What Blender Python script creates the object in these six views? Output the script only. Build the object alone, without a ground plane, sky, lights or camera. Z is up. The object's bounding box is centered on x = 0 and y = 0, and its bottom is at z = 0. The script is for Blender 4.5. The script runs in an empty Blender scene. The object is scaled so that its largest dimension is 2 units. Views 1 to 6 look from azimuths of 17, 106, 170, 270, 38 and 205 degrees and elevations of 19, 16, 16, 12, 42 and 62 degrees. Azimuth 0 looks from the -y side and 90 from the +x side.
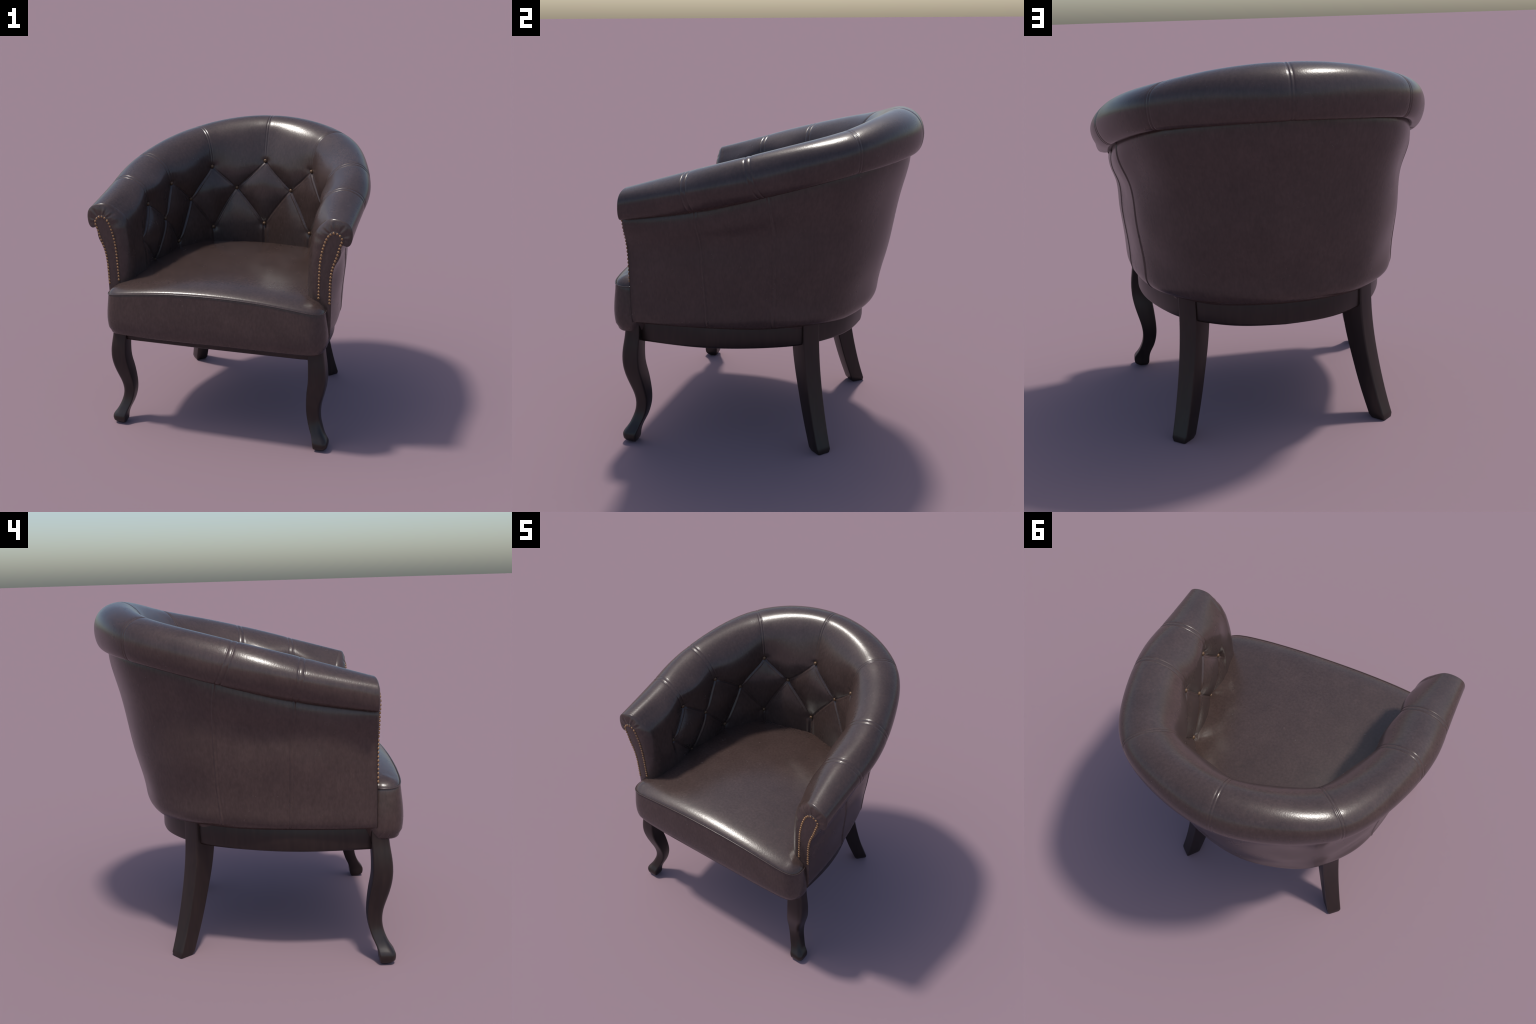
"""Tub armchair: buttoned dark-brown leather, rolled arms, nail-head trim, dark wooden legs.
Built symmetric about x = 0; the wrap-around back is lofted through 'rails' that run
round the U of the chair (station 0 = middle of the back, 4 = front of an arm)."""
import bpy, math
import numpy as np
from mathutils import Vector, Matrix

rng = np.random.default_rng(7)

# ------------------------------------------------------------------ helpers
def spline(xs, ys, q, clamp0=False):
    """natural cubic spline through (xs, ys[n,k]) evaluated at q"""
    xs = np.asarray(xs, float); ys = np.asarray(ys, float); n = len(xs)
    h = np.diff(xs); A = np.zeros((n, n)); R = np.zeros(ys.shape)
    A[0, 0] = A[-1, -1] = 1
    for i in range(1, n - 1):
        A[i, i-1] = h[i-1]; A[i, i] = 2*(h[i-1]+h[i]); A[i, i+1] = h[i]
        R[i] = 6*((ys[i+1]-ys[i])/h[i]-(ys[i]-ys[i-1])/h[i-1])
    m = np.linalg.solve(A, R)
    q = np.asarray(q, float); k = np.clip(np.searchsorted(xs, q)-1, 0, n-2)
    d = (q-xs[k])[:, None]; e = (xs[k+1]-q)[:, None]; H = h[k][:, None]
    return (m[k]*e**3+m[k+1]*d**3)/(6*H)+(ys[k]/H-m[k]*H/6)*e+(ys[k+1]/H-m[k+1]*H/6)*d

def rail_eval(stations, pts, q):
    """rail on the +x half, mirrored through station 0 so that it is smooth there"""
    st = np.asarray(stations, float); P = np.asarray(pts, float)
    a = st > 1e-6
    S = np.concatenate([-st[a][::-1], st]); Q = np.concatenate([P[a][::-1]*[-1, 1, 1], P])
    return spline(S, Q, q)

def link(o, parent=None):
    bpy.context.scene.collection.objects.link(o)
    if parent is not None: o.parent = parent
    return o

def mesh_obj(name, verts, faces, mat, parent, smooth=True):
    me = bpy.data.meshes.new(name)
    me.from_pydata([tuple(map(float, v)) for v in verts], [], [tuple(map(int, f)) for f in faces])
    me.materials.append(mat); me.update()
    me.polygons.foreach_set("use_smooth", [smooth]*len(me.polygons))
    return link(bpy.data.objects.new(name, me), parent)

def grid_normals(P, flip=False):
    du = np.gradient(P, axis=0); dv = np.gradient(P, axis=1)
    n = np.cross(du, dv); n /= np.linalg.norm(n, axis=2, keepdims=True)+1e-12
    return -n if flip else n

def grid_part(name, P, N, i0, i1, mat, parent, j0=0, j1=None):
    """cut columns i0..i1 out of a lofted grid; keep the whole surface's normals"""
    G = P[i0:i1+1, j0:j1]; NN = N[i0:i1+1, j0:j1]; a, b = G.shape[:2]
    idx = np.arange(a*b).reshape(a, b)
    f = np.stack([idx[:-1, :-1], idx[1:, :-1], idx[1:, 1:], idx[:-1, 1:]], -1).reshape(-1, 4)
    c = G.reshape(-1, 3)[f[len(f)//2]]; nn = NN.reshape(-1, 3)[f[len(f)//2][0]]
    if np.cross(c[1]-c[0], c[2]-c[0]) @ nn < 0: f = f[:, ::-1]
    o = mesh_obj(name, G.reshape(-1, 3), f, mat, parent)
    o.data.normals_split_custom_set_from_vertices([tuple(map(float, v)) for v in NN.reshape(-1, 3)])
    return o

def smooth01(x, a, b):
    t = np.clip((x-a)/(b-a), 0, 1); return t*t*(3-2*t)

# ------------------------------------------------------------------ materials
def new_mat(name):
    m = bpy.data.materials.new(name); m.use_nodes = True
    nt = m.node_tree; nt.nodes.clear()
    out = nt.nodes.new("ShaderNodeOutputMaterial"); b = nt.nodes.new("ShaderNodeBsdfPrincipled")
    nt.links.new(b.outputs[0], out.inputs[0])
    return m, nt, b

def node(nt, kind, **kw):
    n = nt.nodes.new(kind)
    for k, v in kw.items():
        if k.startswith("i_"): n.inputs[k[2:].replace("_", " ")].default_value = v
        else: setattr(n, k, v)
    return n

def ramp(nt, src, stops):
    r = nt.nodes.new("ShaderNodeValToRGB"); e = r.color_ramp.elements
    while len(e) < len(stops): e.new(0.5)
    for el, (p, c) in zip(e, stops):
        el.position = p; el.color = (*c, 1)
    nt.links.new(src, r.inputs[0]); return r

def leather(name, dark, mid, light, rough=0.36, spec=0.5):
    m, nt, b = new_mat(name); L = nt.links.new
    tc = node(nt, "ShaderNodeTexCoord")
    n1 = node(nt, "ShaderNodeTexNoise", i_Scale=5.0, i_Detail=5.0, i_Roughness=0.62)
    L(tc.outputs["Object"], n1.inputs["Vector"])
    col = ramp(nt, n1.outputs["Fac"], [(0.28, dark), (0.5, mid), (0.75, light)])
    # fine streaky hide grain
    mp = node(nt, "ShaderNodeMapping"); mp.inputs["Scale"].default_value = (1.0, 1.0, 0.45)
    L(tc.outputs["Object"], mp.inputs["Vector"])
    n2 = node(nt, "ShaderNodeTexNoise", i_Scale=65.0, i_Detail=3.0, i_Roughness=0.65, i_Distortion=0.15)
    L(mp.outputs[0], n2.inputs["Vector"])
    gr = ramp(nt, n2.outputs["Fac"], [(0.3, (0.82, 0.82, 0.82)), (0.7, (1.16, 1.14, 1.13))])
    mx = node(nt, "ShaderNodeMix", data_type="RGBA", blend_type="MULTIPLY"); mx.inputs[0].default_value = 1
    L(col.outputs[0], mx.inputs[6]); L(gr.outputs[0], mx.inputs[7]); L(mx.outputs[2], b.inputs["Base Color"])
    # gloss varies softly
    n3 = node(nt, "ShaderNodeTexNoise", i_Scale=9.0, i_Detail=4.0)
    L(tc.outputs["Object"], n3.inputs["Vector"])
    mr = node(nt, "ShaderNodeMapRange"); mr.inputs[3].default_value = rough-0.05; mr.inputs[4].default_value = rough+0.06
    L(n3.outputs["Fac"], mr.inputs[0]); L(mr.outputs[0], b.inputs["Roughness"])
    b.inputs["Specular IOR Level"].default_value = spec
    # pebbled grain
    v = node(nt, "ShaderNodeTexNoise", i_Scale=130.0, i_Detail=1.0); L(tc.outputs["Object"], v.inputs["Vector"])
    ad = node(nt, "ShaderNodeMath", operation="ADD"); L(v.outputs["Fac"], ad.inputs[0]); L(n2.outputs["Fac"], ad.inputs[1])
    bp = node(nt, "ShaderNodeBump"); bp.inputs["Strength"].default_value = 0.075; bp.inputs["Distance"].default_value = 0.004
    L(ad.outputs[0], bp.inputs["Height"]); L(bp.outputs[0], b.inputs["Normal"])
    return m

def wood(name):
    m, nt, b = new_mat(name); L = nt.links.new
    tc = node(nt, "ShaderNodeTexCoord"); mp = node(nt, "ShaderNodeMapping")
    mp.inputs["Scale"].default_value = (9, 9, 1.2); L(tc.outputs["Object"], mp.inputs["Vector"])
    n1 = node(nt, "ShaderNodeTexNoise", i_Scale=4.0, i_Detail=6.0, i_Roughness=0.6, i_Distortion=0.5)
    L(mp.outputs[0], n1.inputs["Vector"])
    c = ramp(nt, n1.outputs["Fac"], [(0.3, (0.0120, 0.0074, 0.0062)), (0.55, (0.0185, 0.0112, 0.0092)), (0.78, (0.028, 0.0165, 0.0130))])
    L(c.outputs[0], b.inputs["Base Color"])
    b.inputs["Roughness"].default_value = 0.33; b.inputs["Specular IOR Level"].default_value = 0.45
    bp = node(nt, "ShaderNodeBump"); bp.inputs["Strength"].default_value = 0.06; bp.inputs["Distance"].default_value = 0.003
    L(n1.outputs["Fac"], bp.inputs["Height"]); L(bp.outputs[0], b.inputs["Normal"])
    return m

def brass(name, base, metal, rough):
    m, nt, b = new_mat(name); L = nt.links.new
    tc = node(nt, "ShaderNodeTexCoord")
    n1 = node(nt, "ShaderNodeTexNoise", i_Scale=120.0, i_Detail=3.0); L(tc.outputs["Object"], n1.inputs["Vector"])
    d = tuple(c*0.7 for c in base); l = tuple(min(1, c*1.25) for c in base)
    c = ramp(nt, n1.outputs["Fac"], [(0.3, d), (0.7, l)]); L(c.outputs[0], b.inputs["Base Color"])
    b.inputs["Metallic"].default_value = metal; b.inputs["Roughness"].default_value = rough
    return m

LEA = leather("brown_leather", (0.047, 0.0306, 0.0270), (0.055, 0.0358, 0.0315), (0.064, 0.0418, 0.0366), rough=.25)
WOOD = wood("dark_stained_wood")
NAIL = brass("antique_brass", (0.27, 0.150, 0.072), 0.45, 0.45)
BUTTON = brass("bronze_button", (0.13, 0.075, 0.04), 0.3, 0.45)

# ------------------------------------------------------------------ the chair
chair = link(bpy.data.objects.new("armchair", None))
chair.empty_display_size = 0.3
chair["label"] = "dark brown leather tub armchair with buttoned back"
chair["category"] = "armchair"

# ---- rails of the wrap-around back (station: x, y, z on the +x side)
ST = [0, .5, 1, 1.5, 2, 3, 4]
SHELL = [  # from under the bottom edge up to beneath the roll
    [(0, .44, .768), (.25, .41, .768), (.37, .36, .768), (.47, .20, .768), (.58, .10, .768), (.66, -.24, .770), (.69, -.66, .772)],
    [(0, .536, .772), (.268, .495, .772), (.420, .415, .774), (.545, .268, .777), (.636, .13, .780), (.726, -.235, .779), (.752, -.668, .779)],
    [(0, .582, .80), (.288, .531, .80), (.449, .443, .80), (.590, .291, .80), (.672, .133, .805), (.751, -.235, .803), (.770, -.669, .80)],
    [(0, .618, .90), (.300, .562, .90), (.475, .468, .90), (.612, .302, .90), (.693, .142, .90), (.764, -.238, .90), (.779, -.674, .90)],
    [(0, .682, 1.17), (.312, .622, 1.17), (.513, .503, 1.17), (.652, .326, 1.17), (.722, .158, 1.17), (.788, -.244, 1.165), (.781, -.682, 1.14)],
    [(0, .745, 1.49), (.320, .680, 1.48), (.553, .542, 1.46), (.683, .331, 1.43), (.745, .160, 1.39), (.798, -.252, 1.33), (.804, -.687, 1.29)],
    [(0, .794, 1.715), (.330, .728, 1.70), (.586, .582, 1.675), (.724, .352, 1.61), (.795, .148, 1.55), (.828, -.265, 1.46), (.846, -.685, 1.415)],
    [(0, .790, 1.76), (.325, .725, 1.745), (.580, .577, 1.72), (.722, .348, 1.655), (.792, .140, 1.60), (.818, -.268, 1.51), (.832, -.680, 1.46)],
]
ROLL = [   # from the crease under the roll, over the top, down to the top button row
    [(0, .780, 1.760), (.320, .718, 1.745), (.570, .572, 1.72), (.715, .344, 1.655), (.785, .135, 1.60), (.812, -.268, 1.51), (.825, -.675, 1.47)],
    [(0, .818, 1.740), (.333, .750, 1.728), (.600, .594, 1.702), (.744, .357, 1.643), (.820, .130, 1.586), (.845, -.268, 1.492), (.870, -.684, 1.436)],
    [(0, .870, 1.850), (.347, .794, 1.835), (.640, .622, 1.80), (.802, .365, 1.745), (.893, .082, 1.68), (.924, -.290, 1.59), (.918, -.684, 1.520)],
    [(0, .828, 1.955), (.338, .765, 1.938), (.622, .602, 1.885), (.778, .340, 1.83), (.862, .050, 1.765), (.886, -.306, 1.672), (.880, -.682, 1.586)],
    [(0, .725, 2.000), (.295, .675, 1.980), (.550, .540, 1.926), (.705, .300, 1.868), (.788, .030, 1.802), (.790, -.316, 1.709), (.792, -.668, 1.608)],
    [(0, .630, 1.960), (.254, .584, 1.943), (.467, .467, 1.899), (.600, .262, 1.839), (.676, .012, 1.770), (.686, -.325, 1.674), (.722, -.640, 1.572)],
    [(0, .562, 1.865), (.228, .520, 1.850), (.408, .408, 1.808), (.527, .234, 1.752), (.594, .008, 1.690), (.624, -.322, 1.606), (.664, -.622, 1.510)],
]
# the arm sides swell a little between the last seam and the front edge
SWELL = [0, .003, .005, .009, .014, .012, .004, .004]
for k, rail in enumerate(SHELL):
    p = rail_eval(ST, rail, [3.5])[0]; rail.insert(6, (p[0]+SWELL[k], p[1], p[2]))
ST_SHELL = [0, .5, 1, 1.5, 2, 3, 3.5, 4]
ROW_TOP = ([0, 1, 2, 3, 4], [(0, .497, 1.687), (.380, .382, 1.646), (.565, .021, 1.590), (.618, -.299, 1.514), (.632, -.612, 1.41)])
ROW_MID = ([.5, 1.5, 2.5, 3.5, 4], [(.211, .437, 1.475), (.497, .227, 1.418), (.565, -.114, 1.362), (.603, -.457, 1.305), (.617, -.607, 1.27)])
ROW_LOW = ([0, 1, 2, 3, 4], [(0, .444, 1.193), (.375, .342, 1.168), (.543, .067, 1.126), (.594, -.281, 1.081), (.614, -.606, 1.06)])
ROW_SEAT = ([0, 1, 2, 3, 4], [(0, .440, .99), (.372, .338, .98), (.542, .064, .97), (.598, -.281, .96), (.614, -.605, .96)])

# ---- front panel outline of an arm (x, z): outer side up, round the top, inner side down
PANEL_OUT = [(.690, .772), (.762, .778), (.778, .80), (.786, .90), (.789, 1.12), (.806, 1.29), (.844, 1.415), (.846, 1.455)]
PANEL_ROLL = [(.838, 1.43), (.858, 1.452), (.861, 1.497), (.836, 1.524), (.806, 1.533), (.777, 1.522), (.747, 1.485)]
PANEL_IN = [(.716, 1.385), (.701, 1.250), (.697, 1.075), (.696, .95)]
PANEL_Y = -.699

def column_samples(n_main, n_cap):
    s = np.linspace(-4, 4, n_main)
    return s

def build_surface(rails, panel, n_row, n_main=881, n_cap=16):
    """rails: list of (stations, points); returns grid [columns, rows, 3], s per column, row param per row"""
    s = np.linspace(-4, 4, n_main)
    R = np.stack([rail_eval(st, p, s) for st, p in rails], 1)          # column, rail, xyz
    # rounded cap towards the front panel, both ends
    th = np.linspace(0, math.pi/2, n_cap+1)[1:]
    pan = np.array(panel); endR = R[-1]
    cap = []
    for t in th:
        k = 1-math.cos(t); q = np.empty_like(endR)
        q[:, 0] = endR[:, 0]+(pan[:, 0]-endR[:, 0])*k
        q[:, 2] = endR[:, 2]+(pan[:, 1]-endR[:, 2])*k
        q[:, 1] = endR[:, 1]+(PANEL_Y-endR[:, 1])*math.sin(t)
        cap.append(q)
    cap = np.stack(cap)
    capL = cap[::-1]*[-1, 1, 1]
    R = np.concatenate([capL, R, cap])
    sc = np.concatenate([-4-np.linspace(1, 0, n_cap, endpoint=False)*.3, s, 4+np.linspace(0, .3, n_cap+1)[1:]])
    # loft across the rails, chord-length parameter taken from the mean section
    mean = R.mean(0); ref = R[len(R)//2]
    ch = np.linalg.norm(np.diff(R[n_cap:-n_cap], axis=1), axis=2).mean(0)
    t = np.concatenate([[0], np.cumsum(ch)])
    tq = np.linspace(0, t[-1], n_row)
    P = np.stack([spline(t, R[i], tq) for i in range(len(R))])
    return P, sc, t, tq, n_cap

# ---- outer shell ---------------------------------------------------------
P, S, T, TQ, NC = build_surface([(ST_SHELL, r) for r in SHELL], PANEL_OUT, 110, n_main=1121)
N = grid_normals(P, flip=True)
if N[len(N)//2, 50, 1] < 0: N = -N
stepS = np.linalg.norm(np.gradient(P, axis=0), axis=2)/(np.gradient(S)[:, None])
disp = np.zeros(P.shape[:2])
for k in (-3, -2, 2, 3):      # thin welted seams down the sides
    d = (S[:, None]-k)*stepS
    disp += .0036*np.exp(-(d/.0042)**2)-.0018*np.exp(-((np.abs(d)-.010)/.005)**2)
disp *= smooth01(TQ, T[1], T[2])[None, :]
P = P+N*disp[:, :, None]
N = grid_normals(P, flip=True)
if N[len(N)//2, 50, 1] < 0: N = -N
def cols(S, a, b):
    return int(np.argmin(np.abs(S-a))), int(np.argmin(np.abs(S-b)))
for nm, a, b in (("outer_side_panel", -4.3, -2), ("outer_back_panel", -2, 2), ("outer_side_panel", 2, 4.3)):
    i0, i1 = cols(S, a, b); grid_part(nm, P, N, i0, i1, LEA, chair)

SHELL_END = P[-1][(TQ >= T[1]) & (TQ <= T[6])][:, [0, 2]]        # where the shell meets the arm front
# ---- roll and buttoned inside --------------------------------------------
rails = [(ST, r) for r in ROLL]+[ROW_TOP, ROW_MID, ROW_LOW, ROW_SEAT]
P, S, T, TQ, NC = build_surface(rails, PANEL_ROLL+PANEL_IN, 320, n_main=1281)
nR = len(ROLL)                       # index of the top button row
N = grid_normals(P)
if N[len(N)//2, np.argmin(np.abs(TQ-T[4])), 2] < 0: N = -N
BASE, BASEN = P.copy(), N.copy()
stepS = np.linalg.norm(np.gradient(P, axis=0), axis=2)/(np.gradient(S)[:, None])
r = np.interp(TQ, T[nR-3:nR+4], [-3, -2, -1, 0, 1, 2, 3])      # button-row coordinate
SS, RR = np.meshgrid(S, r, indexing="ij")
rc = np.clip(RR, 0, 2)
u, v = SS+rc/2, SS-rc/2
def tri_dist(a): return np.abs(a-np.round(a))
du, dv = tri_dist(u), tri_dist(v)
def pillow(d, w=.5): return 1-(1-np.clip(d/w, 0, 1))**2.3
# creases that end at the outermost buttons
front = smooth01(np.abs(SS), 3.5, 3.62)
upfade = front*smooth01(1-RR, -.05, .15)
absS = np.abs(SS)
fu, fv = pillow(du), pillow(dv)
f = fu*fv
amp = .029*smooth01(RR, -1.9, -.1)*(1-smooth01(np.abs(SS), 3.6, 4.0))
f_end = 1-(1-f)*(1-front*.85)
tuft = amp*(f_end-.52)
# the folded pleats: a narrow groove with a soft lip on its lower side
zone = smooth01(RR, -.05, .12)*(1-smooth01(RR, 1.88, 2.05))*(1-front)
gl = np.sqrt(1/stepS**2+(.5/.22)**2)
for w_, sg in ((u, -1), (v, 1)):
    d_ = (w_-np.round(w_))/gl*np.sign(sg)*-1
    tuft += zone*(-.0030*np.exp(-(d_/.0045)**2)+.0022*np.exp(-((d_-.0125)/.0060)**2))
d_ = (SS-np.round(SS))*stepS                 # pleats that drop from the lowest buttons to the seat
low = smooth01(RR, 1.95, 2.1)*(absS < 3.4)
tuft += low*(-.0060*np.exp(-(d_/.010)**2)+.0012*np.exp(-((np.abs(d_)-.022)/.010)**2))
# dimples that sink round every button, thin welts along the folds
BUT = [(k, 0) for k in range(-3, 4)]+[(k+.5, 1) for k in range(-4, 4)]+[(k, 2) for k in range(-3, 4)]
for bs, br in BUT:
    rr2 = ((SS-bs)*stepS)**2+((RR-br)*.24)**2
    tuft -= (.011*np.exp(-rr2/.036**2)+.005*np.exp(-rr2/.016**2))*(np.abs(SS-bs) < .5)
disp = tuft
rollmask = 1-smooth01(RR, -.6, -.05)
for k in range(-3, 4):       # twin-stitched seams over the roll
    d = (S[:, None]-k)*stepS
    gap = .0150 if abs(k) > 1 else .0085
    disp = disp+rollmask*(-.0024*np.exp(-((np.abs(d)-gap)/.0042)**2)+.0011*np.exp(-(d/(gap*.55))**2)-.0015*np.exp(-(d/.03)**2))
# gathers where the leather is pulled round the arm front
capk = np.clip((np.abs(S)-4.0)/.3, 0, 1)[:, None]
ang = np.interp(TQ, [T[1], T[nR-1], T[nR]], [0, 1, 1.15])[None, :]
g = np.sin(ang*2*math.pi*6.5+.7)+.5*np.sin(ang*2*math.pi*11+2.1)
gm = smooth01(TQ, T[1], T[2])*(1-smooth01(TQ, T[nR-1], T[nR+1]))
disp = disp+.0012*g*gm[None, :]*smooth01(capk, .25, .7)*(1-.6*smooth01(capk, .85, 1))
disp *= smooth01(TQ, 0, T[1])[None, :]
P = P+N*disp[:, :, None]
N = grid_normals(P)
if N[len(N)//2, np.argmin(np.abs(TQ-T[4])), 2] < 0: N = -N
for nm, a, b in (("armrest", -4.3, -1), ("backrest", -1, 1), ("armrest", 1, 4.3)):
    i0, i1 = cols(S, a, b); grid_part(nm, P, N, i0, i1, LEA, chair)

ROLL_END = P[-1][TQ >= T[1]][:, [0, 2]]
# ---- buttons --------------------------------------------------------------
def dome(name, rad, h, mat, seg=14, rings=5):
    vs, fs = [], []
    for i in range(rings):
        t = i/rings*math.pi/2
        for k in range(seg):
            a = 2*math.pi*k/seg; vs.append((rad*math.cos(t)*math.cos(a), rad*math.cos(t)*math.sin(a), h*math.sin(t)))
    vs.append((0, 0, h)); top = len(vs)-1
    for k in range(seg):                     # skirt that reaches into the leather
        a = 2*math.pi*k/seg; vs.append((rad*.96*math.cos(a), rad*.96*math.sin(a), -h*.8))
    for i in range(rings-1):
        for k in range(seg):
            fs.append((i*seg+k, i*seg+(k+1) % seg, (i+1)*seg+(k+1) % seg, (i+1)*seg+k))
    b = (rings-1)*seg
    for k in range(seg): fs.append((b+k, b+(k+1) % seg, top))
    for k in range(seg): fs.append((top+1+k, top+1+(k+1) % seg, (k+1) % seg, k))
    me = bpy.data.meshes.new(name); me.from_pydata(vs, [], fs); me.materials.append(mat)
    me.polygons.foreach_set("use_smooth", [True]*len(me.polygons)); me.update(); return me

BM = dome("button", .0138, .011, BUTTON)
def place(me, name, p, n, spin=0, sc=1):
    o = bpy.data.objects.new(name, me); n = Vector(map(float, n)).normalized()
    o.matrix_world = Matrix.Translation(Vector(map(float, p))) @ n.to_track_quat("Z", "Y").to_matrix().to_4x4() @ Matrix.Rotation(spin, 4, "Z") @ Matrix.Scale(sc, 4)
    link(o, chair); return o
for bs, br in BUT:
    i = int(np.argmin(np.abs(S-bs))); j = int(np.argmin(np.abs(r-br)))
    place(BM, "button", P[i, j]+BASEN[i, j]*.011, BASEN[i, j])

# ---- arm fronts: panel and nail heads ------------------------------------
PL = np.concatenate([SHELL_END, ROLL_END])               # outer side up, over the crown, inner side down
PCH = np.concatenate([[0], np.cumsum(np.linalg.norm(np.diff(PL, axis=0), axis=1))])
def panel_pt(q): return np.column_stack([np.interp(q, PCH, PL[:, 0]), np.interp(q, PCH, PL[:, 1])])
top_c = PCH[np.argmax(PL[:, 1])]                         # chord position of the crown
nA = 60
A = panel_pt(np.linspace(0, top_c, nA)); B = panel_pt(np.linspace(PCH[-1], top_c, nA))
for sx in (-1, 1):
    vs, fs = [], []; m = 9
    for i in range(nA):
        for k in range(m):
            w = k/(m-1); p = A[i]*(1-w)+B[i]*w
            y = PANEL_Y+.001-.007*(4*w*(1-w))**.5
            vs.append((sx*p[0], y, p[1]))
    for i in range(nA-1):
        for k in range(m-1):
            q = (i*m+k, i*m+k+1, (i+1)*m+k+1, (i+1)*m+k); fs.append(q if sx < 0 else q[::-1])
    mesh_obj("arm_front_panel", vs, fs, LEA, chair)

NM = dome("nail_head", .0088, .0062, NAIL, 12, 4)
inset = .0095
cc = np.linspace(0, PCH[-1], 4000); pp = panel_pt(cc)
for _ in range(2):           # the nails follow a fair curve
    pp[:, 0][120:-120] = np.convolve(pp[:, 0], np.ones(121)/121, "same")[120:-120]
    pp[:, 1][120:-120] = np.convolve(pp[:, 1], np.ones(121)/121, "same")[120:-120]
tg = np.gradient(pp, axis=0); tg /= np.linalg.norm(tg, axis=1, keepdims=True)
inn = np.stack([-tg[:, 1], tg[:, 0]], 1)             # left of travel = inside
pi = pp+inn*inset
ln = np.concatenate([[0], np.cumsum(np.linalg.norm(np.diff(pi, axis=0), axis=1))])
a0 = np.interp(0, [0, 1], [0, 1]); iA = np.argmax(pi[:, 1] > 1.045)
iB = len(pi)-1-np.argmax(pi[::-1, 1] > 1.075)
cnt = int(round((ln[iB]-ln[iA])/.0226))
for sx in (-1, 1):
    for k in range(cnt+1):
        q = ln[iA]+(ln[iB]-ln[iA])*k/cnt+rng.normal(0, .0007)
        x = np.interp(q, ln, pi[:, 0]); z = np.interp(q, ln, pi[:, 1])
        place(NM, "nail_head", (sx*x, PANEL_Y-.003, z), (0, -1, 0), rng.uniform(0, 6), rng.uniform(.95, 1.05))

# ---- seat cushion ----------------------------------------------------------
def seat_outline(n):
    """plan of the T-shaped cushion, +x half, from front middle to back middle"""
    pts = [(0, -.851), (.25, -.851), (.45, -.850), (.60, -.846), (.68, -.839), (.730, -.822), (.757, -.788), (.764, -.745), (.763, -.708), (.755, -.692),
           (.70, -.652), (.668, -.59), (.660, -.45), (.655, -.28), (.615, .06), (.535, .25), (.41, .37), (.22, .455), (0, .485)]
    P = np.array(pts); c = np.concatenate([[0], np.cumsum(np.linalg.norm(np.diff(P, axis=0), axis=1))])
    q = np.linspace(0, c[-1], n)
    out = np.stack([np.interp(q, c, P[:, 0]), np.interp(q, c, P[:, 1])], 1)
    for _ in range(4):      # round the polyline off
        o2 = out.copy(); o2[1:-1] = (out[:-2]+2*out[1:-1]+out[2:])/4
        out = o2
    out[0, 0] = out[-1, 0] = 0
    return out
H = seat_outline(170)
loop = np.concatenate([H, H[-2:0:-1]*[-1, 1]])
ln_ = len(loop)
cen = np.array([0, -.30])
free = H[[i for i in range(90) if H[i, 1] < -.70]]          # the exposed front edge
free = np.concatenate([free[::-1]*[-1, 1], free[1:]])
def edge_z(x): return 1.002+.066*(1-np.clip(np.abs(x)/.755, 0, 1)**2.2)
def crown(x, y):             # height of the upholstered top, rising from the exposed edge
    x = np.atleast_1d(x); y = np.atleast_1d(y)
    d = np.sqrt((x[:, None]-free[:, 0])**2+(y[:, None]-free[:, 1])**2).min(1)
    c = spline([-.90, -.60, -.40, -.20, 0, .15, .30, .42, .50], np.array([1.108, 1.127, 1.136, 1.136, 1.126, 1.106, 1.079, 1.049, 1.028])[:, None], y)[:, 0]
    c = c-.036*np.clip(np.abs(x)/.55, 0, 1.2)**2*(1-.6*smooth01(y, 0, .4))
    e = edge_z(x)
    return e+(c-e)*(1-np.exp(-d/.052))
zb = .716
nrm = np.gradient(np.concatenate([loop[-1:], loop, loop[:1]]), axis=0)[1:-1]
nrm = np.stack([nrm[:, 1], -nrm[:, 0]], 1); nrm /= np.linalg.norm(nrm, axis=1, keepdims=True)
if (nrm[0] @ np.array([0, -1.])) < 0: nrm = -nrm
ez = crown(loop[:, 0], loop[:, 1])
def ring(inset, z):
    return np.column_stack([loop-nrm*inset, np.broadcast_to(z, ln_)])
rings = [np.column_stack([cen+(loop-cen)*.5, np.full(ln_, zb-.002)]), ring(.060, zb-.002), ring(.030, zb), ring(.011, zb+.003), ring(.005, zb+.010), ring(.001, zb+.022)]
for k in np.linspace(.15, .93, 12):
    rings.append(ring(-.017*math.sin(math.pi*k**.7)**1.3, zb+(ez-zb)*k))
rings += [ring(-.0005, ez-.016), ring(.001, ez-.009), ring(.003, ez-.001)]
for k in (.012, .018, .026, .036, .048, .062):
    q = loop-nrm*k; rings.append(np.column_stack([q, crown(q[:, 0], q[:, 1])]))
last = rings[-1]
for k in np.linspace(.04, .985, 40):
    xy = last[:, :2]+(cen-last[:, :2])*k
    rings.append(np.column_stack([xy, crown(xy[:, 0], xy[:, 1])]))
V = np.concatenate(rings); F = []
for a in range(len(rings)-1):
    for k in range(ln_):
        F.append((a*ln_+k, a*ln_+(k+1) % ln_, (a+1)*ln_+(k+1) % ln_, (a+1)*ln_+k))
tp = len(V); V = np.concatenate([V, [[cen[0], cen[1], crown(*cen)[0]]]])
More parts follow.
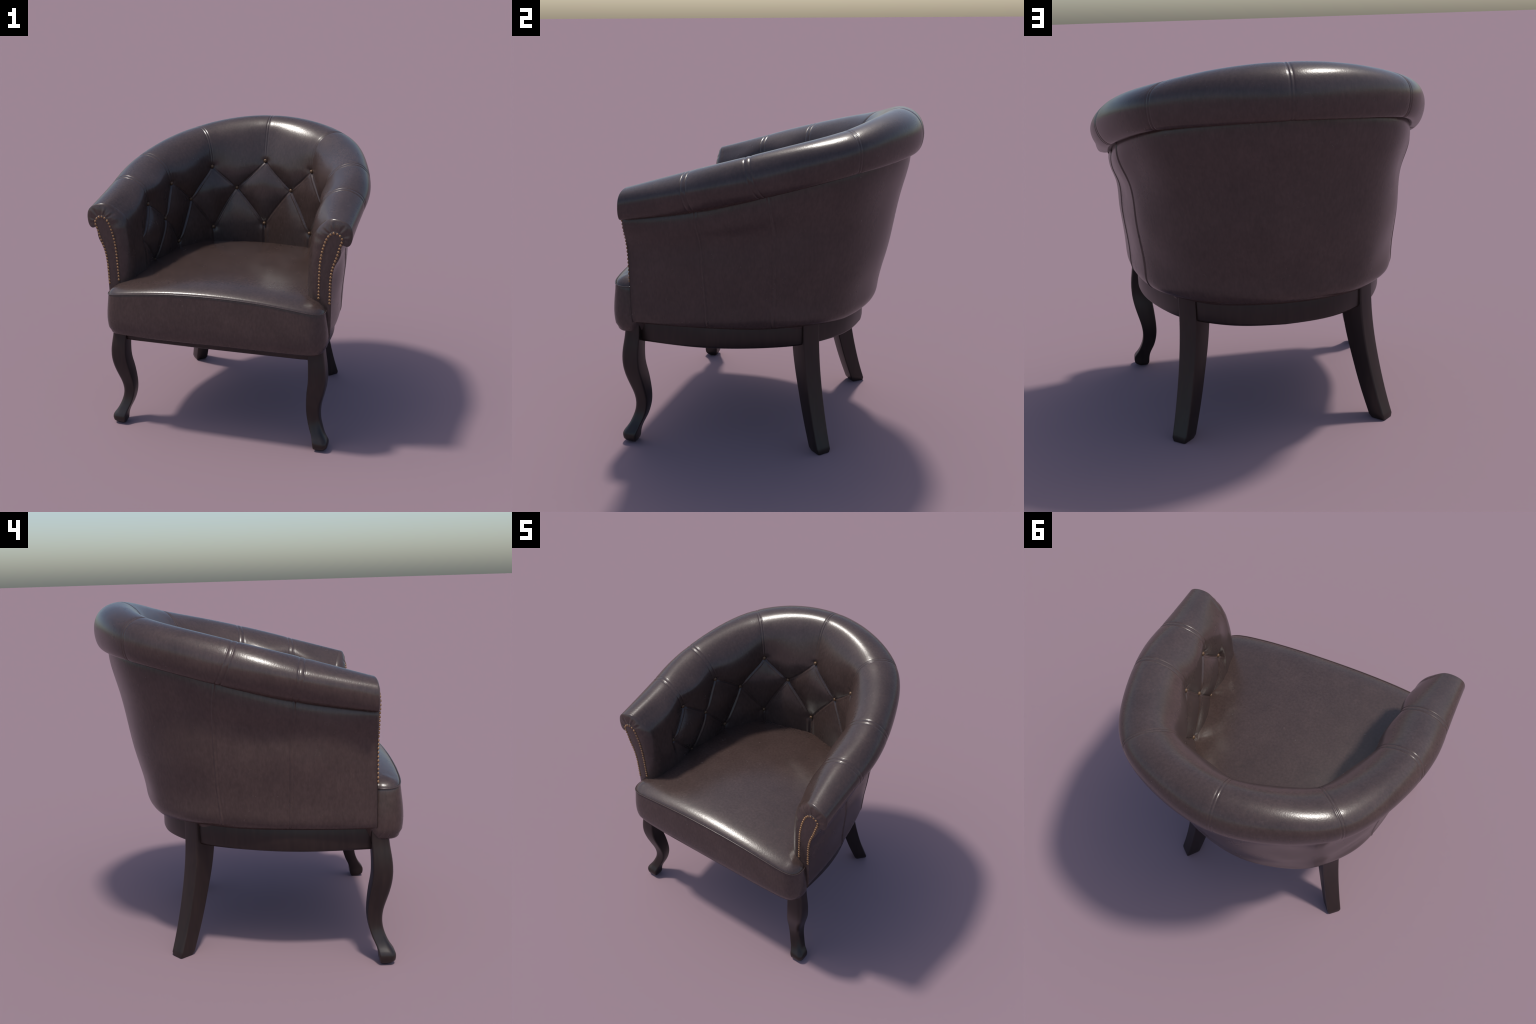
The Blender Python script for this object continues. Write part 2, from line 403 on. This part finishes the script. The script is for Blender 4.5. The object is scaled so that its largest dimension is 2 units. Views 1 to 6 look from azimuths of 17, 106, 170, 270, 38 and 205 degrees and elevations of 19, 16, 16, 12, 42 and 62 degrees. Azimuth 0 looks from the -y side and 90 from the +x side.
for k in range(ln_): F.append(((len(rings)-1)*ln_+k, (len(rings)-1)*ln_+(k+1) % ln_, tp))
seat = mesh_obj("seat_cushion", V, F, LEA, chair)
# shade the top by the true slope of the crown, so the converging rings leave no trace
vn = np.empty(len(V)*3); seat.data.vertices.foreach_get("normal", vn); vn = vn.reshape(-1, 3)
top0 = (len(rings)-41)*ln_; e_ = .012
tx, ty = V[top0:, 0], V[top0:, 1]
gx = (crown(tx+e_, ty)-crown(tx-e_, ty))/(2*e_); gy = (crown(tx, ty+e_)-crown(tx, ty-e_))/(2*e_)
nn_ = np.column_stack([-gx, -gy, np.ones(len(gx))]); vn[top0:] = nn_/np.linalg.norm(nn_, axis=1, keepdims=True)
if vn[0, 2] > 0: vn[:top0] = -vn[:top0]
seat.data.normals_split_custom_set_from_vertices([tuple(map(float, q)) for q in vn])

def tube(name, path, rad, mat, seg=10, parent=chair):
    path = np.asarray(path); vs, fs = [], []
    T_ = np.gradient(path, axis=0); T_ /= np.linalg.norm(T_, axis=1, keepdims=True)
    up = np.array([0, 0, 1.])
    for p, t in zip(path, T_):
        a = np.cross(t, up); a /= np.linalg.norm(a); b = np.cross(a, t)
        for k in range(seg):
            w = 2*math.pi*k/seg; vs.append(p+rad*(a*math.cos(w)+b*math.sin(w)))
    n = len(path)
    for i in range(n-1):
        for k in range(seg): fs.append((i*seg+k, i*seg+(k+1) % seg, (i+1)*seg+(k+1) % seg, (i+1)*seg+k))
    fs.append(tuple(range(seg))[::-1]); fs.append(tuple((n-1)*seg+k for k in range(seg)))
    return mesh_obj(name, vs, fs, mat, parent)
tube("piping", np.column_stack([free, edge_z(free[:, 0])-.002]), .0036, LEA)

# ---- wooden seat rail ---------------------------------------------------------
RAILPTS = [(0, .518), (.24, .475), (.420, .366), (.518, .270), (.595, .140), (.672, -.06), (.718, -.28), (.722, -.48), (.708, -.665), (.704, -.745), (.60, -.755), (.30, -.758), (0, -.760)]
Rp = np.array(RAILPTS); c = np.concatenate([[0], np.cumsum(np.linalg.norm(np.diff(Rp, axis=0), axis=1))])
k9 = 9
back = spline(c[:k9], Rp[:k9], np.linspace(0, c[k9-1], 60)); back[0, 0] = 0
hp = np.concatenate([back, Rp[9:]]); loopR = np.concatenate([hp, hp[-2:0:-1]*[-1, 1]]); nr = len(loopR)
tgr = np.gradient(np.concatenate([loopR[-1:], loopR, loopR[:1]]), axis=0)[1:-1]
nr2 = np.stack([-tgr[:, 1], tgr[:, 0]], 1); nr2 /= np.linalg.norm(nr2, axis=1, keepdims=True)
if nr2[0, 1] < 0: nr2 = -nr2
prof = [(-.06, .785), (.0, .785), (.004, .775), (.004, .664), (0, .654), (-.008, .648), (-.07, .648), (-.07, .785)]
vs = []; fs = []
for off, z in prof: vs += [(*(p+n*off), z) for p, n in zip(loopR, nr2)]
for a in range(len(prof)-1):
    for k in range(nr): fs.append((a*nr+k, (a+1)*nr+k, (a+1)*nr+(k+1) % nr, a*nr+(k+1) % nr))
mesh_obj("seat_rail", vs, fs, WOOD, chair, smooth=True).data.set_sharp_from_angle(angle=math.radians(40))
# closed underside
m = len(loopR)
mesh_obj("bottom_cover", [(*(p-n*.05), .690) for p, n in zip(loopR, nr2)], [tuple(range(m))], WOOD, chair, smooth=False)

# ---- legs -------------------------------------------------------------------
def loft_leg(name, sections, mat, sx):
    """sections: list of closed loops (x, y, z); capped both ends"""
    n = len(sections[0]); vs = [p for s in sections for p in s]; fs = []
    vs = [(sx*p[0], p[1], p[2]) for p in vs]
    for a in range(len(sections)-1):
        for k in range(n):
            q = (a*n+k, a*n+(k+1) % n, (a+1)*n+(k+1) % n, (a+1)*n+k); fs.append(q if sx > 0 else q[::-1])
    e = tuple(range(n))[::-1]; t = tuple((len(sections)-1)*n+k for k in range(n))
    fs += [e if sx > 0 else e[::-1], t if sx > 0 else t[::-1]]
    o = mesh_obj(name, vs, fs, mat, chair); o.data.set_sharp_from_angle(angle=math.radians(50)); return o

def rounded_square(ax0, ax1, ay0, ay1, rads, z, seg=5):
    """corners order: (ax1,ay1),(ax0,ay1),(ax0,ay0),(ax1,ay0) counter-clockwise, one radius each"""
    cs = [((ax1, ay1), 0), ((ax0, ay1), 90), ((ax0, ay0), 180), ((ax1, ay0), 270)]; out = []
    for ((x, y), a0), rd in zip(cs, rads):
        rd = min(rd, .49*abs(ax1-ax0), .49*abs(ay1-ay0))
        cx = x-rd*(1 if x == ax1 else -1); cy = y-rd*(1 if y == ay1 else -1)
        for k in range(seg+1):
            a = math.radians(a0+90*k/seg); out.append((cx+rd*math.cos(a), cy+rd*math.sin(a), z))
    return out

# cabriole front leg: outer and inner limits along the diagonal against height
Z = [0, .012, .035, .060, .095, .14, .19, .245, .30, .36, .43, .50, .56, .62, .68, .74, .79]
OUT = [.772, .790, .800, .799, .777, .754, .738, .733, .739, .754, .772, .783, .784, .778, .769, .764, .764]
INN = [.722, .715, .711, .708, .698, .678, .662, .653, .652, .656, .664, .674, .676, .674, .670, .668, .668]
zz = np.linspace(0, .79, 70)
ou = spline(Z, np.array(OUT)[:, None], zz)[:, 0]; inn_ = spline(Z, np.array(INN)[:, None], zz)[:, 0]
for sx in (-1, 1):
    secs = []
    for z, o, i in zip(zz, ou, inn_):
        rd = .030 if z > .1 else .034
        # x and y share one curve, mirrored about the diagonal (y runs towards the front)
        secs.append(rounded_square(i-.020, o-.012, -o-.006, -i-.003, (.010, .008, .010, rd), z))
    loft_leg("front_leg", secs, WOOD, sx)

# splayed rear leg: outer face midpoint, width across and depth against height
Zb = [0, .10, .22, .34, .48, .66, .79]
OFF = [.153, .119, .084, .055, .028, .009, .007]           # kick-out along the diagonal
DEP = [.097, .101, .107, .113, .123, .132, .132]
WID = [.094, .097, .101, .104, .108, .112, .112]
nd = np.array([.665, .747]); td = np.array([.747, -.665]); org = np.array([.491, .317])
zb2 = np.linspace(0, .79, 44)
cv = spline(Zb, np.column_stack([OFF, DEP, WID]), zb2)
for sx in (-1, 1):
    secs = []
    for z, (off, dep, wid) in zip(zb2, cv):
        sh = .006*(1-smooth01(z, 0, .016))
        loc = rounded_square(-dep+sh, -sh, -wid/2+sh, wid/2-sh, (.009, .007, .007, .009), z, 4)
        secs.append([(*(org+nd*(off+a)+td*(-b)), z) for a, b, z in loc][::-1])
    loft_leg("rear_leg", secs, WOOD, sx)
